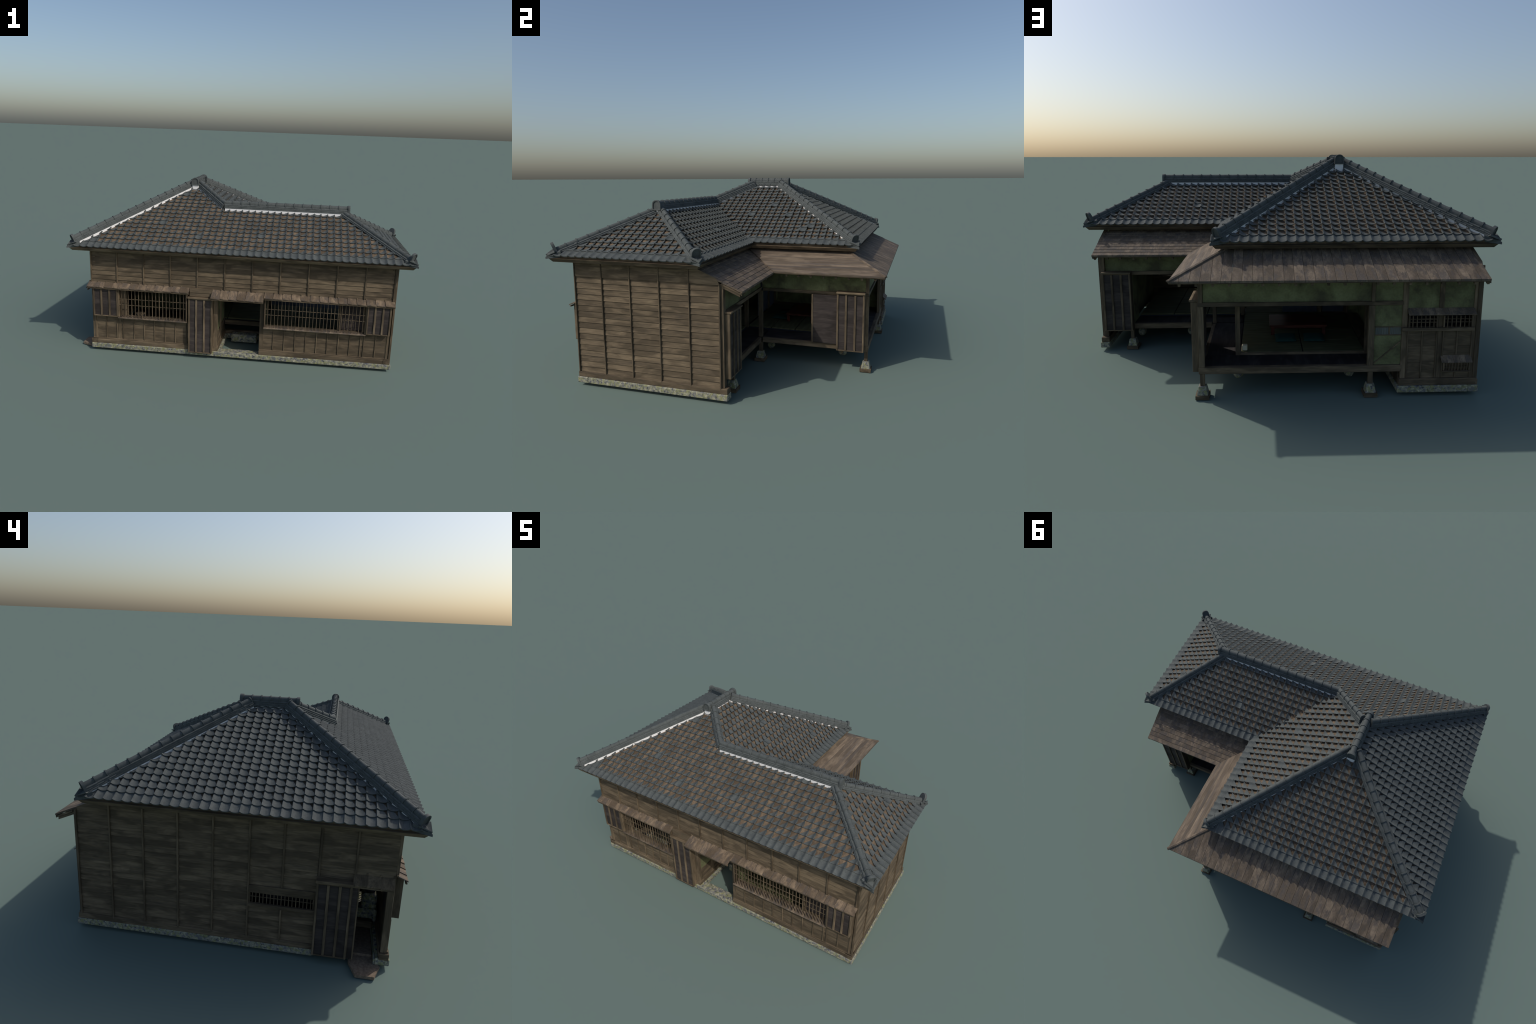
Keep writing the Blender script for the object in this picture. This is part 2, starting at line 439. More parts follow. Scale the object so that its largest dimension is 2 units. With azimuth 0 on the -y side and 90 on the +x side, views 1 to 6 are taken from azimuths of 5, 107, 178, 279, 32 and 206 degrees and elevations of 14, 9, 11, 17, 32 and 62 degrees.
# wing ridge
zw = rz(HW)
part, _ = ridge('wing_ridge', (XM - HW + 0.002, RY, zw - 0.0075), (XE - HW + 0.036, RY, zw - 0.0075), bed_h=0.0118, lay_h=0.0087, rad=0.0155, seg=0.055, bed_w=0.049)
end_tile(part, (XE - HW + 0.040, RY, zw + 0.002), (1, 0, 0), (0, 0, 1), w=0.048, h=0.053, t=0.012)
box('plaster_block', XE - HW, XE - HW + 0.036, RY - 0.020, RY + 0.020, zw - 0.03, zw + 0.010, WHITE, part, 0.003)

def hip(corner, apex, foot=0.052, short=0.0, small=False, shift=0.0, bed=(0.0455, 0.0112), bed_off=0.0):
    c, a = Vector(corner), Vector(apex)
    d = (a - c).normalized()
    p0 = c + d * foot; p1 = a - d * short
    part, zc = ridge('hip_ridge', p0, p1, widths=(0.050, 0.044) if small else (0.051, 0.046, 0.041), bed_h=0.008 if small else bed[1], lay_h=0.0072 if small else 0.0123 - bed[1] / 3, rad=0.0132, seg=0.055, shift=shift, bed_off=bed_off,
                     bed_w=0.030 if small else bed[0], off=-0.0095 if small else -0.0075, cap_z=0.002 if small else 0.004)
    _, f, s, u, L = frame_along(p0, p1)
    if foot > 0:
        end_tile(part, p0 + u * 0.0005 - f * 0.002, -f, u, w=0.044, h=0.056 if not small else 0.058, t=0.013)
        # pointed corner tile below the end tile
        bm = bmesh.new()
        hd = Vector((-d.x, -d.y, 0)).normalized(); sd = Vector((-hd.y, hd.x, 0))
        tip = c + hd * 0.004 + Vector((0, 0, 0.003))
        base = c - hd * 0.062
        ring = [tip, base + sd * 0.036 + Vector((0, 0, 0.031)), base + Vector((0, 0, 0.042)), base - sd * 0.036 + Vector((0, 0, 0.031))]
        vs = [bm.verts.new(p) for p in ring]; lo = [bm.verts.new(p - Vector((0, 0, 0.010 if i == 0 else 0.03))) for i, p in enumerate(ring)]
        bm.faces.new((vs[0], vs[1], vs[2])); bm.faces.new((vs[0], vs[2], vs[3]))
        for i in range(4): bm.faces.new((vs[i], vs[(i + 1) % 4], lo[(i + 1) % 4], lo[i]))
        bm.faces.new(lo[::-1])
        obj('corner_tile', bm, TILE, part)

A1, A2 = (RX, YS + HM, zr), (RX, YN - HM, zr)
hip((XW, YS, ZE), A1, short=0.02, bed=(0.050, 0.0145), bed_off=0.005); hip((XM, YN, ZE), A2, short=0.02, bed=(0.048, 0.0135), bed_off=0.004); hip((XW, YN, ZE), A2, short=0.02, shift=-0.012, bed=(0.050, 0.0145), bed_off=-0.005)
hip((XE, YS, ZE), (XE - HW, RY, zw), short=0.0, small=True); hip((XE, YV, ZE), (XE - HW, RY, zw), short=0.0, small=True)
hip((XM - HW, RY, zw), A1, foot=0.0, short=0.025)

# ------------------------------------------------------------------ lower board roof over the verandas
lower = empty('veranda_roof', house)
LZ, LK, LD, LDE = 0.5475, 0.425, 0.240, 0.240
WZ, WK = 0.5415, 0.42       # wing roof edge height and slope
LE, LN, LV, LX0, LX1 = 0.418, 0.784, 0.192, -0.896, 0.9115
def slab(name, pts, th=0.008):
    bm = bmesh.new()
    t = [bm.verts.new(p) for p in pts]; b = [bm.verts.new((p[0], p[1], p[2] - th)) for p in pts]
    n = len(pts); bm.faces.new(t); bm.faces.new(b[::-1])
    for i in range(n): bm.faces.new((t[i], t[(i + 1) % n], b[(i + 1) % n], b[i]))
    return obj(name, bm, LOWROOF, lower)
zi = LZ + LK * LD
# rear roof: wide planks running down the slope
nb = 31; xs = [LX0 + (LE - LX0) * i / nb for i in range(nb + 1)]
def topd(x): return min(LD, max(0.0, LE - x))
for a, b in zip(xs[:-1], xs[1:]):
    g = 0.0006
    a2, b2 = a + g, b - g
    if LE - b2 >= LD - 1e-6:
        pts = [(a2, LN, LZ), (b2, LN, LZ), (b2, LN - LD, zi), (a2, LN - LD, zi)]
    else:
        xk = LE - LD
        pts = [(a2, LN, LZ), (b2, LN, LZ), (b2, LN - topd(b2), LZ + LK * topd(b2))]
        if a2 < xk: pts.append((xk, LN - LD, zi))
        pts.append((a2, LN - topd(a2), LZ + LK * topd(a2)))
    slab('roof_plank', pts)
# side roof and wing roof: boards laid along the eave in lapped courses
nc = 10
for i in range(nc):
    d0, d1 = LDE * i / nc, LDE * (i + 1) / nc
    lap = 0.0012
    slab('roof_plank', [(LE - d0, LV - d0, LZ + LK * d0 + lap * .6), (LE - d0, LN - d0, LZ + LK * d0 + lap * .6), (LE - d1, LN - d1, LZ + LK * d1), (LE - d1, LV - d1, LZ + LK * d1)])
for i in range(nc):
    d0, d1 = 0.25 * i / nc, 0.25 * (i + 1) / nc
    slab('roof_plank', [(LX1, LV - d0, WZ + WK * d0 + lap), (LE - d0, LV - d0, WZ + WK * d0 + lap), (LE - d1, LV - d1, WZ + WK * d1 - 0.0006), (LX1, LV - d1, WZ + WK * d1 - 0.0006)])
# hip trim
p0, p1 = Vector((LE + 0.001, LN + 0.001, LZ + 0.001)), Vector((LE - LDE, LN - LDE, LZ + LK * LDE + 0.001))
f = (p1 - p0).normalized(); s = f.cross(Vector((0, 0, 1))).normalized(); u = s.cross(f)
prism('hip_trim', [p0 - s * 0.009 - u * 0.004, p0 + s * 0.009 - u * 0.004, p0 + s * 0.008 + u * 0.002, p0 + u * 0.005, p0 - s * 0.008 + u * 0.002], p1 - p0, LOWROOF, lower)
# eave edging and rafters below
box('eave_edging', LX0, LE - 0.004, LN - 0.012, LN - 0.002, LZ - 0.0125, LZ - 0.005, WOOD, lower)
box('eave_edging', LE - 0.012, LE - 0.002, LV + 0.004, LN - 0.004, LZ - 0.0125, LZ - 0.005, WOOD, lower)
box('eave_edging', LE + 0.003, LX1, LV - 0.012, LV - 0.002, WZ - 0.0125, WZ - 0.005, WOOD, lower)
def rafter(x, y, dx, dy, l, lz=LZ, lk=LK):
    z = lz - 0.0085
    prof = []
    sx, sy = -dy, dx
    h = 0.0055
    q = [Vector((x + sx * e * h, y + sy * e * h, z - 0.006 - dz)) for e, dz in ((-1, 0.0), (1, 0.0), (1, 0.0115), (-1, 0.0115))]
    prism('rafter', q, (dx * l, dy * l, lk * l), WOOD['x' if dx else 'y'], lower)
x = 0.375
while x > LX0 - 0.02:
    rafter(max(x, -0.889), LN - 0.014, 0, -1, min(0.10, max(0.012, LE - x - 0.03))); x -= 0.0673
y = 0.73
while y > 0.24:
    rafter(LE - 0.014, y, -1, 0, min(0.10, max(0.012, LN - y - 0.03))); y -= 0.0673
x = 0.905
while x > 0.45:
    rafter(min(x, 0.9), LV - 0.014, 0, -1, 0.09, WZ, WK); x -= 0.0670
# slanted verge boards at the open ends
for x0, yo, yi, lz, lk in ((LX0, LN, 0.70, LZ, LK), (LX1 - 0.010, LV, 0.090, WZ, WK)):
    zz = lz + lk * (yo - yi)
    prism('verge_board', [(x0, yo - 0.003, lz - 0.010), (x0, yo - 0.003, lz - 0.0185), (x0, yi, zz - 0.0185), (x0, yi, zz - 0.010)], (0.008, 0, 0), WOOD['y'], lower)
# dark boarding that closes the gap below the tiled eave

# ------------------------------------------------------------------ foundation
base = empty('stone_foundation', house)
SB, ST = 0.0145, 0.0455
def stone(x0, x1, y0, y1, z0=SB, z1=ST, bevel=0.003): return box('foundation_stone', x0, x1, y0, y1, z0, z1, STONE, base, bevel)
stone(-0.909, 0.921, -0.706, -0.645)
stone(0.872, 0.9215, -0.645, 0.117)
stone(-0.911, -0.865, -0.380, 0.7055)
stone(-0.911, -0.865, -0.645, -0.639)
stone(-0.895, -0.865, -0.552, -0.3805)
stone(-0.865, -0.549, 0.655, 0.7055)
stone(-0.597, -0.549, 0.30, 0.655)
stone(-0.150, -0.104, -0.645, -0.37)
stone(0.125, 0.16, -0.645, -0.37)
stone(-0.104, 0.125, -0.408, -0.37)
box('stepping_stone', -0.068, 0.100, -0.464, -0.412, 0.013, 0.066, STONE, base, 0.005)

def footing(x, y):
    p = empty('post_footing', house)
    bm = bmesh.new()
    lo = [bm.verts.new((x + sx * 0.0265, y + sy * 0.0265, 0.006)) for sx, sy in ((-1, -1), (1, -1), (1, 1), (-1, 1))]
    hi = [bm.verts.new((x + sx * 0.0165, y + sy * 0.0165, 0.056)) for sx, sy in ((-1, -1), (1, -1), (1, 1), (-1, 1))]
    bm.faces.new(lo[::-1]); bm.faces.new(hi)
    for i in range(4): bm.faces.new((lo[i], lo[(i + 1) % 4], hi[(i + 1) % 4], hi[i]))
    obj('pyramid_stone', bm, STONE, p, bevel=0.0015)
    bm = bmesh.new()
    for x0, x1, y0, y1 in ((-.030, .030, -.030, -.022), (-.030, .030, .022, .030), (-.030, -.022, -.022, .022), (.022, .030, -.022, .022), (-.0221, .0221, -.0221, .0221)):
        add_box(bm, x + x0, x + x1, y + y0, y + y1, 0.0, 0.018 if max(x1, y1) > .0222 or min(x0, y0) < -.0222 else 0.005)
    obj('footing_tray', bm, WOOD['x'], p)
FOOT = [(0.303, 0.684), (-0.432, 0.684), (0.306, 0.081), (0.754, 0.077)]
for x, y in FOOT: footing(x, y)
def round_stone(x, y, z=0.045):
    bm = bmesh.new(); bmesh.ops.create_icosphere(bm, subdivisions=3, radius=1.0)
    for v in bm.verts:
        k = 1 + 0.08 * math.sin(v.co.x * 3 + x * 9) * math.cos(v.co.y * 4 + y * 7)
        v.co = Vector((x + v.co.x * 0.024 * k, y + v.co.y * 0.024 * k, max(0.012, z + v.co.z * 0.024 * k)))
    obj('round_footing_stone', bm, STONE, base, smooth=True)
for x, y in ((0.155, 0.535), (-0.365, 0.535), (0.155, 0.10), (0.735, -0.06), (0.45, -0.06)):
    round_stone(x, y)
    box('short_strut', x - 0.009, x + 0.009, y - 0.009, y + 0.009, 0.06, 0.125, WOOD, base)

# ------------------------------------------------------------------ walls
def panel(name, x0, x1, y0, y1, z0, z1, mat, parent): return box(name, x0, x1, y0, y1, z0, z1, mat, parent, 0.0)

# ---- street front
front = empty('front_wall', house)
S = Wall('S', -0.688)
ZT = 0.655
S.box('wall_backing', -0.898, 0.903, -0.014, -0.0025, 0.432, ZT, WALLW, front, 0)
boards(S, -0.897, 0.902, 0.432, ZT, front)
for i in range(12):
    x = -0.900 + i * (0.9015 + 0.8985) / 11
    batten(S, x if i else x + 0.003, 0.438, ZT, front)
for x0, x1 in ((-0.9005, -0.872), (0.880, 0.905)):
    S.box('corner_post', x0, x1, -0.02, 0.004, 0.072, ZT, WOOD, front)
for x0, x1 in ((-0.898, -0.290), (0.137, 0.903)):
    S.box('wall_backing', x0, x1, -0.014, -0.002, 0.072, 0.232, WALLW, front, 0)
    S.box('lower_wall_board', x0 + 0.004, x1 - 0.004, -0.0018, 0.003, 0.074, 0.148, WALLW, front, 0.0008)
    S.box('lower_wall_board', x0 + 0.004, x1 - 0.004, -0.0018, 0.003, 0.1485, 0.23, WALLW, front, 0.0008)
for x in (-0.882, -0.813, -0.745, -0.707, -0.638, -0.574, -0.510, -0.445, -0.380, -0.311, 0.219, 0.285, 0.349, 0.413, 0.477, 0.541, 0.606, 0.672, 0.735, 0.755, 0.822, 0.889):
    S.box('wall_batten', x - 0.0026, x + 0.0026, 0.003, 0.0080, 0.078, 0.226, WOOD, front, 0.0006)
S.box('wall_batten', -0.740, -0.722, 0.003, 0.006, 0.078, 0.226, WOOD, front)
for x0, x1 in ((-0.9025, -0.288), (0.134, 0.915)):
    S.box('ground_sill', x0, x1, -0.03, 0.0125, ST, 0.0725, WOOD, front, 0.002)
    S.box('sill_trim', x0 + 0.002, x1 - 0.004, 0.0, 0.0085, 0.0728, 0.080, WOOD, front)
S.box('door_post', -0.147, -0.122, -0.02, 0.004, ST, 0.44, WOOD, front)
S.box('door_post', 0.134, 0.158, -0.02, 0.005, 0.0725, 0.44, WOOD, front)
S.box('ground_sill', -0.150, -0.118, -0.03, 0.009, ST, 0.0725, WOOD, front)
S.box('lintel', -0.122, 0.134, -0.02, 0.003, 0.415, 0.434, WOOD, front)

def plank_awning(w, a0, a1, n, ztop, zlow, out, parent):
    part = empty('window_awning', house)
    st = (a1 - a0) / n
    for i in range(n):
        a = a0 + i * st
        up = 0.0042
        k = R.uniform(-0.002, 0.002)
        e0 = -0.002
        prof = [w.pt(a + e0, 0.002, ztop + up), w.pt(a + e0, out + k, zlow + up), w.pt(a + e0, out + k, zlow - 0.005 + up), w.pt(a + e0, 0.002, ztop - 0.005 + up)]
        vx, vy, _z = w.vec(st + 0.002)
        prism('awning_plank', prof, (vx, vy, -0.0042), AWN if w.side in 'SN' else WOOD['x'], part)
        w.box('awning_cleat', a - 0.003, a + 0.003, 0.002, 0.010, ztop - 0.002, ztop + 0.006, WOOD, part, 0.0005)
    prism('awning_edge', [w.pt(a0, out - 0.012, zlow - 0.004), w.pt(a0, out - 0.004, zlow - 0.006), w.pt(a0, out - 0.004, zlow - 0.012), w.pt(a0, out - 0.012, zlow - 0.011)], w.vec(a1 - a0), WOOD[w.ax], part)

plank_awning(S, -0.909, -0.290, 12, 0.440, 0.421, 0.051, front)
plank_awning(S, -0.150, 0.156, 6, 0.436, 0.4055, 0.079, front)
plank_awning(S, 0.160, 0.909, 14, 0.437, 0.419, 0.051, front)

def shutter_box(w, a0, a1, z0, z1, out, parent, n=2, hood=0.012, name='shutter_box'):
    part = empty(name, house)
    lo, hi = min(a0, a1), max(a0, a1)
    ax = w.ax
    w.box('shutter_panel', lo + 0.003, hi - 0.003, -0.004, out - 0.005, z0 + 0.003, z1 - 0.003, SHUT, part, 0)
    for a in (lo, hi):
        s = 1 if a == lo else -1
        w.box('frame_stile', a, a + s * 0.008, 0.0, out, z0, z1, WOOD, part)
        w.box('box_side', a + s * 0.0002, a - s * 0.002, 0.0, out - 0.002, z0 + 0.002, z1 - 0.002, WOOD, part, 0.0005)
    for z, s in ((z0, 1), (z1, -1)):
        w.box('frame_rail', lo + 0.008, hi - 0.008, 0.0, out - 0.0005, z, z + s * 0.006, WOOD, part)
    for i in range(1, n + 1):
        a = lo + (hi - lo) * i / (n + 1)
        w.box('shutter_batten', a - 0.0055, a + 0.0055, out - 0.006, out + 0.001, z0 + 0.006, z1 - 0.006, WOOD, part)
    if hood:
        w.box('box_cap', lo - 0.004, hi + 0.004, 0.0, out + 0.006, z1 + 0.0005, z1 + hood, WOOD, part)
    return part

shutter_box(S, -0.880, -0.729, 0.233, 0.422, 0.037, front, hood=0)
shutter_box(S, 0.757, 0.892, 0.233, 0.422, 0.037, front, hood=0)
shutter_box(S, -0.293, -0.150, 0.037, 0.382, 0.038, front, hood=0.010)
S.box('box_hood', -0.289, -0.152, 0.0, 0.020, 0.395, 0.442, WOOD, front)
boards(Wall('S', -0.708), -0.287, -0.154, 0.396, 0.441, front, pitch=0.022)

def lattice(w, a0, a1, z0, z1, out, n, rails, parent, bw=0.0029, name='lattice_window', shelf=True):
    part = empty(name, house)
    lo, hi = min(a0, a1), max(a0, a1)
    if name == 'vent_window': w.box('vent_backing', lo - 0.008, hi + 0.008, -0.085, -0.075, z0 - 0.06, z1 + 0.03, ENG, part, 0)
    w.box('window_jamb', lo, lo + 0.007, -0.006, out, z0 + 0.0005, z1, WOOD, part)
    w.box('window_jamb', hi - 0.007, hi, -0.006, out, z0 + 0.0005, z1, WOOD, part)
    if shelf: w.box('window_sill', lo - 0.002, hi + 0.001, -0.02, out + 0.006, z0 - 0.007, z0, LOWROOF if w.side in 'SN' else WOOD, part)
    for i in range(1, n + 1):
        a = lo + (hi - lo) * i / (n + 1)
        w.box('lattice_bar', a - bw / 2, a + bw / 2, out - 0.006, out, z0 + 0.0002, z1 - 0.001, WOOD, part, 0.0006)
    for z in rails:
        w.box('lattice_rail', lo + 0.007, hi - 0.007, out - 0.0058, out - 0.003, z - 0.0014, z + 0.0014, WOOD, part, 0.0004)
    return part
lattice(S, -0.7275, -0.303, 0.2315, 0.424, 0.030, 19, (0.348, 0.310), front)
lattice(S, 0.161, 0.757, 0.2315, 0.424, 0.030, 28, (0.346, 0.3105), front)
S.box('window_post', -0.722, -0.684, -0.02, 0.0, 0.232, 0.436, WOOD, front)
S.box('window_post', -0.305, -0.288, -0.02, 0.0, 0.2325, 0.436, WOOD, front)
S.box('window_post', 0.600, 0.609, -0.03, 0.0, 0.2325, 0.436, WOOD, front)
S.box('sliding_screen', 0.609, 0.745, -0.028, -0.018, 0.234, 0.432, SHUT, front)
S.box('window_post', 0.742, 0.756, -0.02, 0.0, 0.2325, 0.436, WOOD, front)
S.box('window_head', -0.898, -0.290, -0.02, -0.002, 0.420, 0.4325, WOOD, front)
S.box('window_head', 0.158, 0.903, -0.02, -0.002, 0.420, 0.4325, WOOD, front)
S.box('wall_backing', -0.898, -0.727, -0.02, -0.005, 0.232, 0.42, SHUT, front, 0)
S.box('wall_backing', 0.756, 0.898, -0.02, -0.005, 0.232, 0.42, SHUT, front, 0)

# ---- west wall
west = empty('side_wall', house)
W = Wall('W', -0.898)
def wbacking(y0, y1, z0, z1):
    W.box('wall_backing', y0, y1, -0.014, -0.0025, z0, z1, WALLW, west, 0); boards(W, y0, y1, z0, z1, west)
wbacking(-0.090, 0.686, 0.0725, 0.568)
for i in range(3):
    z0 = 0.568 + 0.029 * i; z1 = z0 + 0.029
    ys = [min(0.686, LN - (z - 0.001 - LZ) / LK) for z in (z0, z1)]
    prism('weatherboard', [W.pt(-0.090, -0.012, z0), W.pt(ys[0], -0.012, z0), W.pt(ys[1], -0.012, z1), W.pt(-0.090, -0.012, z1)], (-0.016, 0, 0), WALLW['y'], west)
wbacking(-0.377, -0.091, 0.322, ZT); wbacking(-0.377, -0.091, 0.0725, 0.225)
wbacking(-0.688, -0.378, 0.40, ZT)
for y, z0, z1 in ((0.681, .066, 0.583), (0.527, .066, ZT), (0.376, .066, ZT), (0.221, .066, ZT), (0.067, .066, ZT), (-0.090, .066, ZT),
                  (-0.234, .326, ZT), (-0.234, .066, .220), (-0.384, .40, ZT), (-0.530, .425, ZT)):
    batten(W, y, z0, z1, west)
W.box('corner_post', -0.690, -0.664, -0.02, 0.003, 0.0725, 0.655, WOOD, west)
W.box('corner_post', 0.678, 0.6935, -0.012, 0.003, 0.0725, 0.578, WOOD, west)
W.box('ground_sill', -0.380, 0.698, -0.03, 0.0115, ST, 0.0725, WOOD, west, 0.002)
W.box('ground_sill', -0.702, -0.660, -0.03, 0.0115, ST - 0.005, 0.0725, WOOD, west, 0.002)
lattice(W, -0.374, -0.093, 0.236, 0.290, 0.004, 17, (0.264,), west, bw=0.0035, name='vent_window', shelf=False)
W.box('window_board', -0.376, -0.091, 0.0, 0.013, 0.2885, 0.324, WOOD, west)
W.box('window_board', -0.376, -0.091, 0.0, 0.013, 0.2215, 0.2365, WOOD, west)
shutter_box(W, -0.521, -0.378, 0.040, 0.385, 0.040, west, hood=0.013)
W.box('sliding_door', -0.551, -0.515, -0.004, 0.010, 0.026, 0.376, SHUT, west)
W.box('door_stile', -0.5525, -0.546, -0.005, 0.012, 0.024, 0.378, WOOD, west)
plank_awning(W, -0.684, -0.523, 3, 0.430, 0.392, 0.040, west)
W.box('lintel', -0.688, -0.521, -0.02, 0.0, 0.385, 0.405, WOOD, west)

# ---- east wall of the wing
east = empty('end_wall', house)
E_ = Wall('E', 0.903)
E_.box('wall_backing', -0.690, 0.080, -0.014, -0.0025, 0.0725, 0.57, WALLW, east, 0)
boards(E_, -0.692, 0.0825, 0.0725, 0.566, east, pitch=0.0290)
# top boards follow the veranda roof slope
for z0, z1 in ((0.566, 0.595), (0.595, 0.624), (0.624, 0.653)):
    y1 = LV - (z1 - 0.006 - LZ) / LK if z1 > 0.6 else 0.0825
    y0 = LV - (z0 - 0.006 - LZ) / LK
    x0, x1 = 0.895, 0.9105
    pr = [(x0, -0.692, z0), (x0, min(0.0825, LV - (z0 - 0.001 - WZ) / WK), z0), (x0, min(0.0825, LV - (z1 - 0.001 - WZ) / WK), z1), (x0, -0.692, z1)]
    prism('weatherboard', pr, (0.0172, 0, 0), WALLW['y'], east)
for i, y in enumerate((-0.694, -0.540, -0.384, -0.228, -0.072)):
    batten(E_, y, 0.064, 0.650, east, wd=0.0055, o=0.0130)
batten(E_, 0.0805, 0.064, 0.570, east, wd=0.007, o=0.013)
E_.box('ground_sill', -0.702, 0.1145, -0.03, 0.0125, ST, 0.0725, WOOD, east, 0.002)
box('corner_post', 0.880, 0.906, 0.0755, 0.098, 0.0725, 0.570, WOOD, east)

# ---- rear verandas
rear = empty('rear_facade', house)
Nn = Wall('N', 0.686)
ZB0, ZB1 = 0.413, 0.430     # lintel beam
ZF0, ZF1 = 0.110, 0.140     # veranda floor edge
def post(x, y, z0, z1, w=0.024, d=0.018, parent=rear): return box('veranda_post', x - w / 2, x + w / 2, y - d / 2, y + d / 2, z0, z1, WOOD, parent)
post(0.303, 0.684, ZF1, ZB0); post(0.303, 0.684, ZB1, 0.552, 0.019)
post(0.303, 0.684, 0.045, ZF0, 0.020); post(-0.432, 0.684, 0.045, ZF0, 0.022)
post(-0.430, 0.684, ZF1, ZB0, 0.027); post(-0.4345, 0.684, ZB1, 0.552, 0.015)
Nn.box('lintel_beam', -0.566, 0.316, -0.012, 0.006, ZB0, ZB1, WOOD, rear)
Nn.box('floor_edge_beam', -0.566, 0.318, -0.014, 0.009, ZF0, ZF1, WOOD, rear, 0.002)
Nn.box('plaster_wall', -0.565, 0.292, -0.010, -0.002, ZB1 - 0.002, 0.560, PLAST, rear, 0)
# plaster bay with small windows and brace
Nn.box('plaster_wall', -0.566, -0.443, -0.010, -0.003, ZF1, ZB0, PLAST, rear, 0)
for x0, x1 in ((-0.505, -0.449), (-0.560, -0.513)):
    Nn.box('paper_window', x0, x1, -0.004, -0.0015, 0.279, 0.311, PAPER, rear, 0)
    for k in range(1, 6):
        xx = x0 + (x1 - x0) * k / 6
        Nn.box('window_slat', xx - 0.0008, xx + 0.0008, -0.0015, 0.0, 0.280, 0.310, PAPER, rear, 0)
Nn.box('window_trim', -0.562, -0.445, -0.004, 0.001, 0.311, 0.315, WOOD, rear, 0.0005)
Nn.box('window_trim', -0.562, -0.445, -0.004, 0.001, 0.2745, 0.279, WOOD, rear, 0.0005)
Nn.box('window_trim', -0.512, -0.506, -0.004, 0.001, 0.279, 0.311, WOOD, rear, 0.0005)
prism('diagonal_brace', [Nn.pt(-0.445, -0.004, 0.142), Nn.pt(-0.445, -0.004, 0.149), Nn.pt(-0.563, -0.004, 0.252), Nn.pt(-0.563, -0.004, 0.245)], (0, 0.0035, 0), WOOD['x'], rear)
# bath corner, boarded below
for x0, x1 in ((-0.587, -0.563), (-0.743, -0.721), (-0.900, -0.873)):
    Nn.box('corner_post', x0, x1, -0.012, 0.0035, 0.0725, 0.556, WOOD, rear)
for x0, x1 in ((-0.721, -0.587), (-0.873, -0.743)):
    Nn.box('plaster_wall', x0, x1, -0.010, -0.001, 0.372, 0.560, PLAST, rear, 0)
Nn.box('wall_backing', -0.898, -0.565, -0.012, -0.002, 0.0725, 0.300, WALLW, rear, 0)
for z0, z1 in ((0.075, 0.150), (0.1505, 0.225), (0.2255, 0.298)):
    Nn.box('lower_wall_board', -0.873, -0.587, -0.002, 0.0015, z0, z1, WALLW, rear, 0.0006)
for x, z0, z1 in ((-0.590, .078, .297), (-0.653, .078, .297), (-0.717, .078, .297), (-0.746, .078, .297), (-0.807, .185, .297), (-0.807, .078, .112), (-0.872, .078, .297)):
    Nn.box('wall_batten', x - 0.003, x + 0.003, 0.0015, 0.006, z0, z1, WOOD, rear, 0.0006)
lattice(Nn, -0.717, -0.589, 0.313, 0.366, 0.014, 6, (0.350, 0.336), rear, bw=0.0034, name='vent_window', shelf=False)
lattice(Nn, -0.871, -0.740, 0.313, 0.366, 0.014, 6, (0.350, 0.336), rear, bw=0.0034, name='vent_window', shelf=False)
Nn.box('window_sill', -0.878, -0.560, -0.01, 0.018, 0.2975, 0.3125, WOOD, rear)
def hood(a0, a1, zt, zl, out):
    n = 5; st = (a1 - a0) / n
    for i in range(n):
        a = a0 + i * st
        prism('hood_plank', [Nn.pt(a, 0.001, zt), Nn.pt(a, out, zl), Nn.pt(a, out, zl - 0.004), Nn.pt(a, 0.001, zt - 0.004)], (st - 0.0006, 0, 0), LOWROOF, rear)
hood(-0.877, -0.583, 0.398, 0.377, 0.030); hood(-0.874, -0.738, 0.182, 0.158, 0.026)
lattice(Nn, -0.872, -0.752, 0.112, 0.150, 0.010, 8, (0.130,), rear, bw=0.003, name='vent_window', shelf=False)
Nn.box('window_sill', -0.874, -0.748, 0.0, 0.014, 0.106, 0.112, WOOD, rear)
Nn.box('ground_sill', -0.901, -0.557, -0.03, 0.0125, ST, 0.077, WOOD, rear, 0.002)
box('inner_wall', -0.575, -0.563, 0.20, 0.68, 0.14, 0.575, PLAST, rear, 0)
box('ground_sill', -0.590, -0.556, 0.25, 0.67, ST, 0.110, WOOD, rear)

# side veranda of the main block
Ee = Wall('E', 0.306)
post(0.303, 0.082, ZF1, ZB0, 0.020, 0.024); post(0.303, 0.082, 0.045, ZF0, 0.020, 0.022)
Ee.box('lintel_beam', 0.098, 0.675, -0.012, 0.007, ZB0, ZB1, WOOD, rear)
Ee.box('floor_edge_beam', 0.094, 0.676, -0.014, 0.009, ZF0, ZF1 - 0.002, WOOD, rear, 0.002)
Ee.box('plaster_wall', 0.092, 0.675, -0.010, -0.001, ZB1 - 0.002, 0.560, PLAST, rear, 0)
Ee.box('storm_shutter', 0.388, 0.530, 0.0095, 0.0185, ZF1, ZB0, SHUT, rear)
Ee.box('shutter_stile', 0.382, 0.392, 0.0092, 0.0205, ZF1, ZB0, WOOD, rear)
shutter_box(Ee, 0.527, 0.673, 0.112, 0.430, 0.040, rear, hood=0.010)
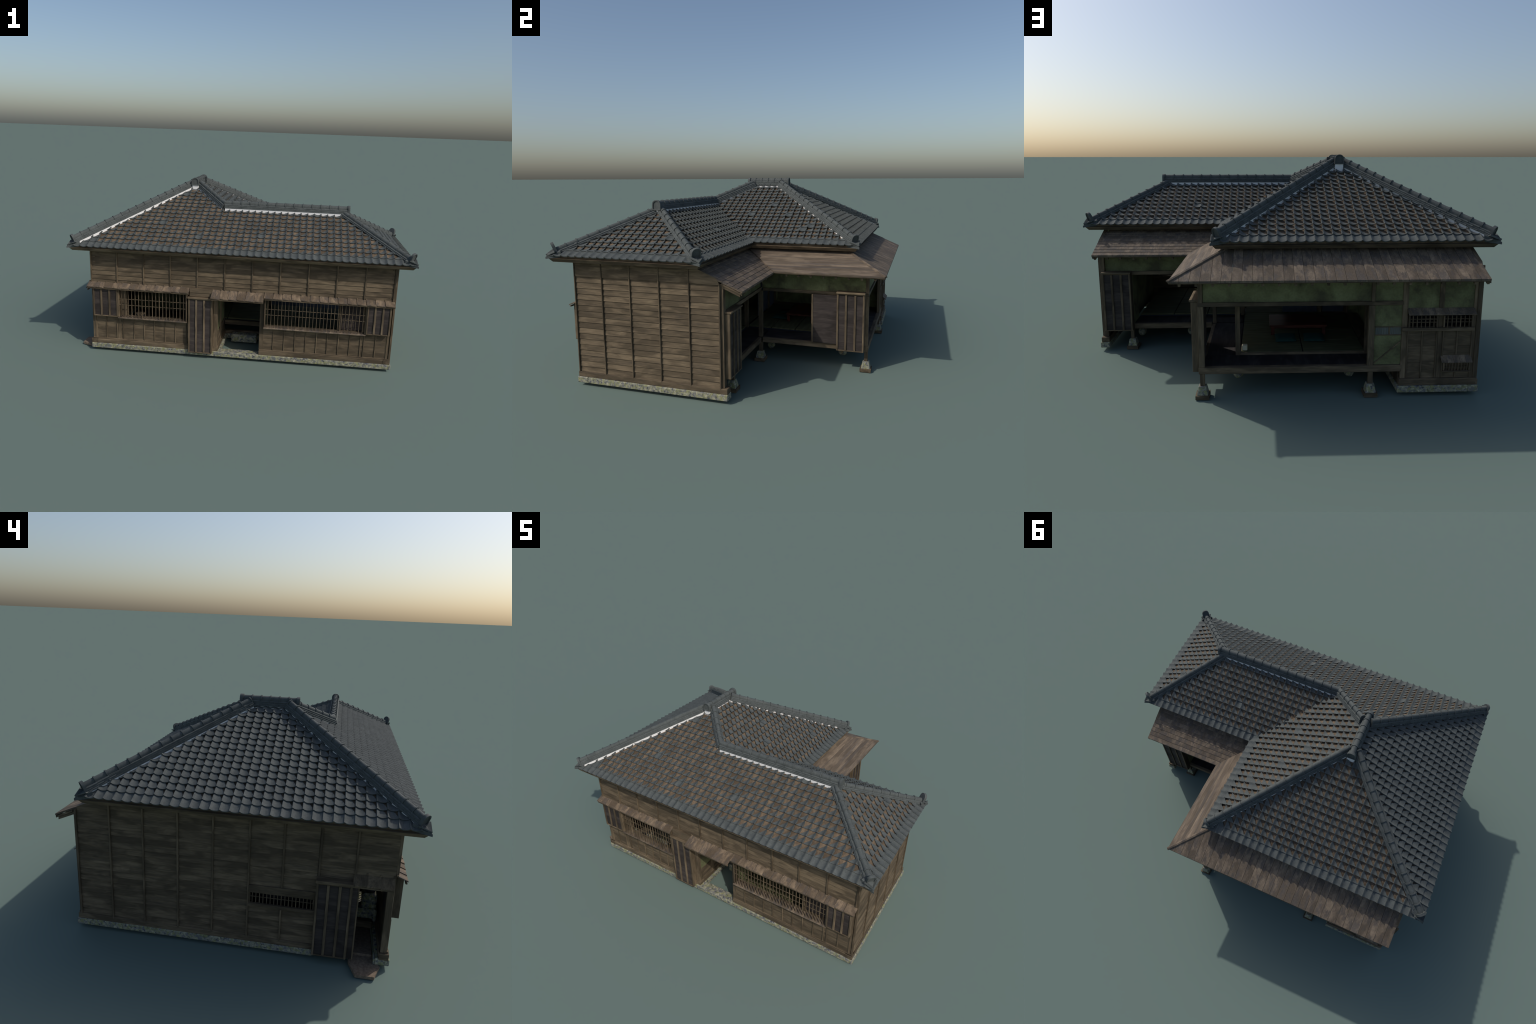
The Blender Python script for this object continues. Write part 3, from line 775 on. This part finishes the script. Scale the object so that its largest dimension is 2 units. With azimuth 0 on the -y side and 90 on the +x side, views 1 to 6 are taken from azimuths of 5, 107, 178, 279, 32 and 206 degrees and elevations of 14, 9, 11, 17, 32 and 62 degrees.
# wing veranda
Nw = Wall('N', 0.084)
Nw.box('lintel_beam', 0.314, 0.884, -0.012, 0.007, ZB0 + 0.002, ZB1 + 0.004, WOOD, rear)
Nw.box('floor_edge_beam', 0.318, 0.760, -0.014, 0.006, ZF0 + 0.002, ZF1, WOOD, rear, 0.002)
Nw.box('plaster_wall', 0.309, 0.882, -0.010, -0.001, ZB1, 0.562, PLAST, rear, 0)
Nw.box('plaster_wall', 0.74, 0.882, -0.010, -0.002, 0.14, ZB1, PLAST, rear, 0)
post(0.754, 0.080, 0.045, 0.42, 0.018, 0.018)
shutter_box(Nw, 0.742, 0.888, 0.111, 0.428, 0.040, rear, hood=0.008)

# ------------------------------------------------------------------ interior
inner = empty('interior', house)
FZ = 0.139
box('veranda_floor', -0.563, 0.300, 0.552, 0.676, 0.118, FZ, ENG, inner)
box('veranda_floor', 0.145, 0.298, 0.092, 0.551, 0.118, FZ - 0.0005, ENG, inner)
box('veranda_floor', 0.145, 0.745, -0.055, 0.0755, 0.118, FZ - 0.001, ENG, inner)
box('floor_joist', -0.563, 0.30, 0.545, 0.557, 0.085, 0.117, WOOD, inner)
box('floor_joist', 0.145, 0.157, 0.09, 0.545, 0.085, 0.117, WOOD, inner)
def mats(x0, x1, y0, y1, nx, ny, z=0.150):
    box('floor_slab', x0, x1, y0, y1, 0.100, z - 0.008, HEM, inner, 0)
    for i in range(nx):
        for j in range(ny):
            a, b = x0 + (x1 - x0) * i / nx, x0 + (x1 - x0) * (i + 1) / nx
            c, d = y0 + (y1 - y0) * j / ny, y0 + (y1 - y0) * (j + 1) / ny
            box('tatami_mat', a + 0.0025, b - 0.0025, c + 0.0025, d - 0.0025, z - 0.0079, z, TATAMI, inner, 0.0008)
mats(-0.435, 0.143, -0.052, 0.540, 2, 4)
mats(0.165, 0.742, -0.645, -0.058, 3, 3)
mats(-0.36, 0.143, -0.375, -0.068, 2, 2, 0.146)
box('mat_border', -0.435, 0.1445, 0.541, 0.551, 0.13, 0.1495, WOOD, inner)
def ipost(x, y, w=0.022): box('inner_post', x - w / 2, x + w / 2, y - w / 2, y + w / 2, FZ, 0.645, WOOD, inner)
for x, y in ((0.154, 0.545), (-0.442, 0.545), (-0.29, -0.060), (-0.442, -0.060), (0.154, -0.058), (0.154, -0.39), (-0.37, -0.45)):
    ipost(x, y)
box('room_lintel', -0.44, 0.154, 0.538, 0.552, 0.425, 0.445, WOOD, inner)
box('plaster_wall', -0.43, 0.145, 0.541, 0.549, 0.445, 0.645, PLAST, inner, 0)
box('plaster_wall', 0.150, 0.158, 0.078, 0.534, 0.445, 0.645, PLAST, inner, 0)
box('room_lintel', 0.147, 0.161, 0.076, 0.534, 0.425, 0.4445, WOOD, inner)
box('sliding_panel', -0.275, -0.075, -0.062, -0.056, 0.152, 0.425, SLIDE, inner, 0)
box('plaster_wall', -0.43, 0.145, -0.066, -0.054, 0.427, 0.645, PLAST, inner, 0)
box('sliding_panel', -0.43, -0.305, -0.063, -0.057, 0.152, 0.425, SLIDE, inner, 0)
box('plaster_wall', -0.380, -0.368, -0.44, -0.07, 0.10, 0.645, PLAST, inner, 0)
box('plaster_wall', -0.522, -0.512, -0.05, 0.534, 0.10, 0.645, PLAST, inner, 0)
box('alcove_floor', -0.511, -0.436, -0.05, 0.53, 0.10, 0.146, WOOD, inner)
box('plaster_wall', 0.790, 0.798, -0.65, -0.04, 0.10, 0.64, PLAST, inner, 0)
box('plaster_wall', 0.745, 0.753, -0.039, 0.07, 0.10, 0.57, PLAST, inner, 0)
box('plaster_wall', 0.16, 0.744, -0.062, -0.054, 0.44, 0.645, PLAST, inner, 0)
box('plaster_wall', 0.880, 0.888, -0.68, -0.03, 0.10, 0.645, PLAST, inner, 0)
box('plaster_wall', 0.880, 0.888, -0.029, 0.074, 0.10, 0.56, PLAST, inner, 0)
# entrance
box('plaster_wall', -0.142, -0.126, -0.665, -0.40, 0.16, 0.645, PLAST, inner, 0)
box('entrance_wainscot', -0.142, -0.122, -0.665, -0.40, 0.0725, 0.16, WOOD, inner)
box('ground_sill', -0.150, -0.116, -0.658, -0.395, ST, 0.0725, WOOD, inner)
box('inner_post', -0.143, -0.119, -0.57, -0.548, 0.0725, 0.6, WOOD, inner)
box('plaster_wall', 0.142, 0.158, -0.665, -0.40, 0.0725, 0.645, PLAST, inner, 0)
box('ground_sill', -0.116, 0.135, -0.400, -0.375, ST, 0.068, WOOD, inner)
box('step_beam', -0.120, 0.140, -0.398, -0.380, 0.108, 0.1375, WOOD, inner)
# kitchen with packed earth floor
bm = bmesh.new()
out = [(-0.912, -0.536), (-0.9925, -0.563), (-0.993, -0.641), (-0.918, -0.668), (-0.885, -0.636), (-0.865, -0.640), (-0.30, -0.640), (-0.155, -0.640), (-0.155, -0.30), (-0.385, 0.07), (-0.860, 0.07), (-0.860, -0.536)]
add_prism(bm, [(x, y, 0.003) for x, y in out], (0, 0, 0.0135))
obj('packed_earth_floor', bm, MUD, inner)
box('plaster_wall', -0.885, -0.45, -0.06, -0.05, 0.05, 0.645, PLAST, inner, 0)
box('kitchen_step', -0.690, -0.662, -0.64, -0.30, 0.045, 0.080, WOOD, inner)
box('stone_counter', -0.661, -0.50, -0.66, -0.42, 0.0605, 0.125, STONE, inner, 0.006)
box('packed_earth_floor', -0.862, -0.50, -0.638, -0.20, 0.012, 0.026, MUD, inner, 0.003)
stove = box('clay_stove', -0.659, -0.585, -0.655, -0.588, 0.1255, 0.203, STONE, inner, 0.008)
def lathe(name, x, y, prof, mat, parent, n=24):
    bm = bmesh.new(); rings = []
    for r, z in prof: rings.append([bm.verts.new((x + r * math.cos(2 * math.pi * k / n), y + r * math.sin(2 * math.pi * k / n), z)) for k in range(n)])
    for A, B in zip(rings[:-1], rings[1:]):
        for k in range(n): bm.faces.new((A[k], A[(k + 1) % n], B[(k + 1) % n], B[k]))
    bm.faces.new(rings[0][::-1]); bm.faces.new(rings[-1])
    return obj(name, bm, mat, parent, smooth=True)
lathe('iron_pot', -0.622, -0.622, [(0.020, 0.2035), (0.028, 0.209), (0.031, 0.216), (0.029, 0.223), (0.020, 0.225)], IRON, inner)
lathe('pot_lid', -0.622, -0.622, [(0.030, 0.2255), (0.030, 0.231), (0.024, 0.233)], WOOD['x'], inner)

# ------------------------------------------------------------------ loose furniture
def place(o, label, cat):
    o["label"] = label; o["category"] = cat
table = empty('low_table'); place(table, "low red lacquered wooden table with arched apron", "table")
table.location = (-0.14, 0.24, 0.150)
def tb(name, x0, x1, y0, y1, z0, z1): 
    o = box(name, x0, x1, y0, y1, z0, z1, REDW, table); return o
tb('table_top', -0.145, 0.145, -0.09, 0.09, 0.044, 0.054)
for sx in (-1, 1):
    for sy in (-1, 1):
        tb('table_leg', sx * 0.138, sx * 0.120, sy * 0.084, sy * 0.068, 0.0, 0.044)
for sy in (-1, 1):
    tb('table_apron', -0.120, 0.120, sy * 0.080, sy * 0.076, 0.034, 0.044)

def cushion(x, y, rot):
    bm = bmesh.new(); n = 14
    g = {}
    for i in range(n + 1):
        for j in range(n + 1):
            u, v = -1 + 2 * i / n, -1 + 2 * j / n
            b = max(0.0, (1 - u ** 4) * (1 - v ** 4)) ** 0.5
            pinch = 1 - 0.06 * (1 - abs(u * v))
            for s in (0, 1):
                z = 0.009 + (0.009 * b if s else -0.008 * b)
                g[i, j, s] = bm.verts.new((u * 0.052 * pinch, v * 0.056 * pinch, z))
    for i in range(n):
        for j in range(n):
            bm.faces.new((g[i, j, 1], g[i + 1, j, 1], g[i + 1, j + 1, 1], g[i, j + 1, 1]))
            bm.faces.new((g[i, j, 0], g[i, j + 1, 0], g[i + 1, j + 1, 0], g[i + 1, j, 0]))
    bmesh.ops.remove_doubles(bm, verts=bm.verts[:], dist=0.0004)
    o = obj('floor_cushion', bm, TEAL, None, smooth=True)
    o.location = (x, y, 0.1505); o.rotation_euler = (0, 0, rot)
    place(o, "flat square teal cloth floor cushion", "cushion")
for x, y, r in ((-0.072, 0.385, 0.03), (-0.212, 0.385, -0.04), (-0.072, 0.105, -0.05), (-0.212, 0.108, 0.04)):
    cushion(x, y, r)
lamp = box('paper_box_lantern', 0.112, 0.137, 0.505, 0.530, 0.1505, 0.176, LAMP, None, 0.003)
place(lamp, "small cream paper box lantern", "lantern")
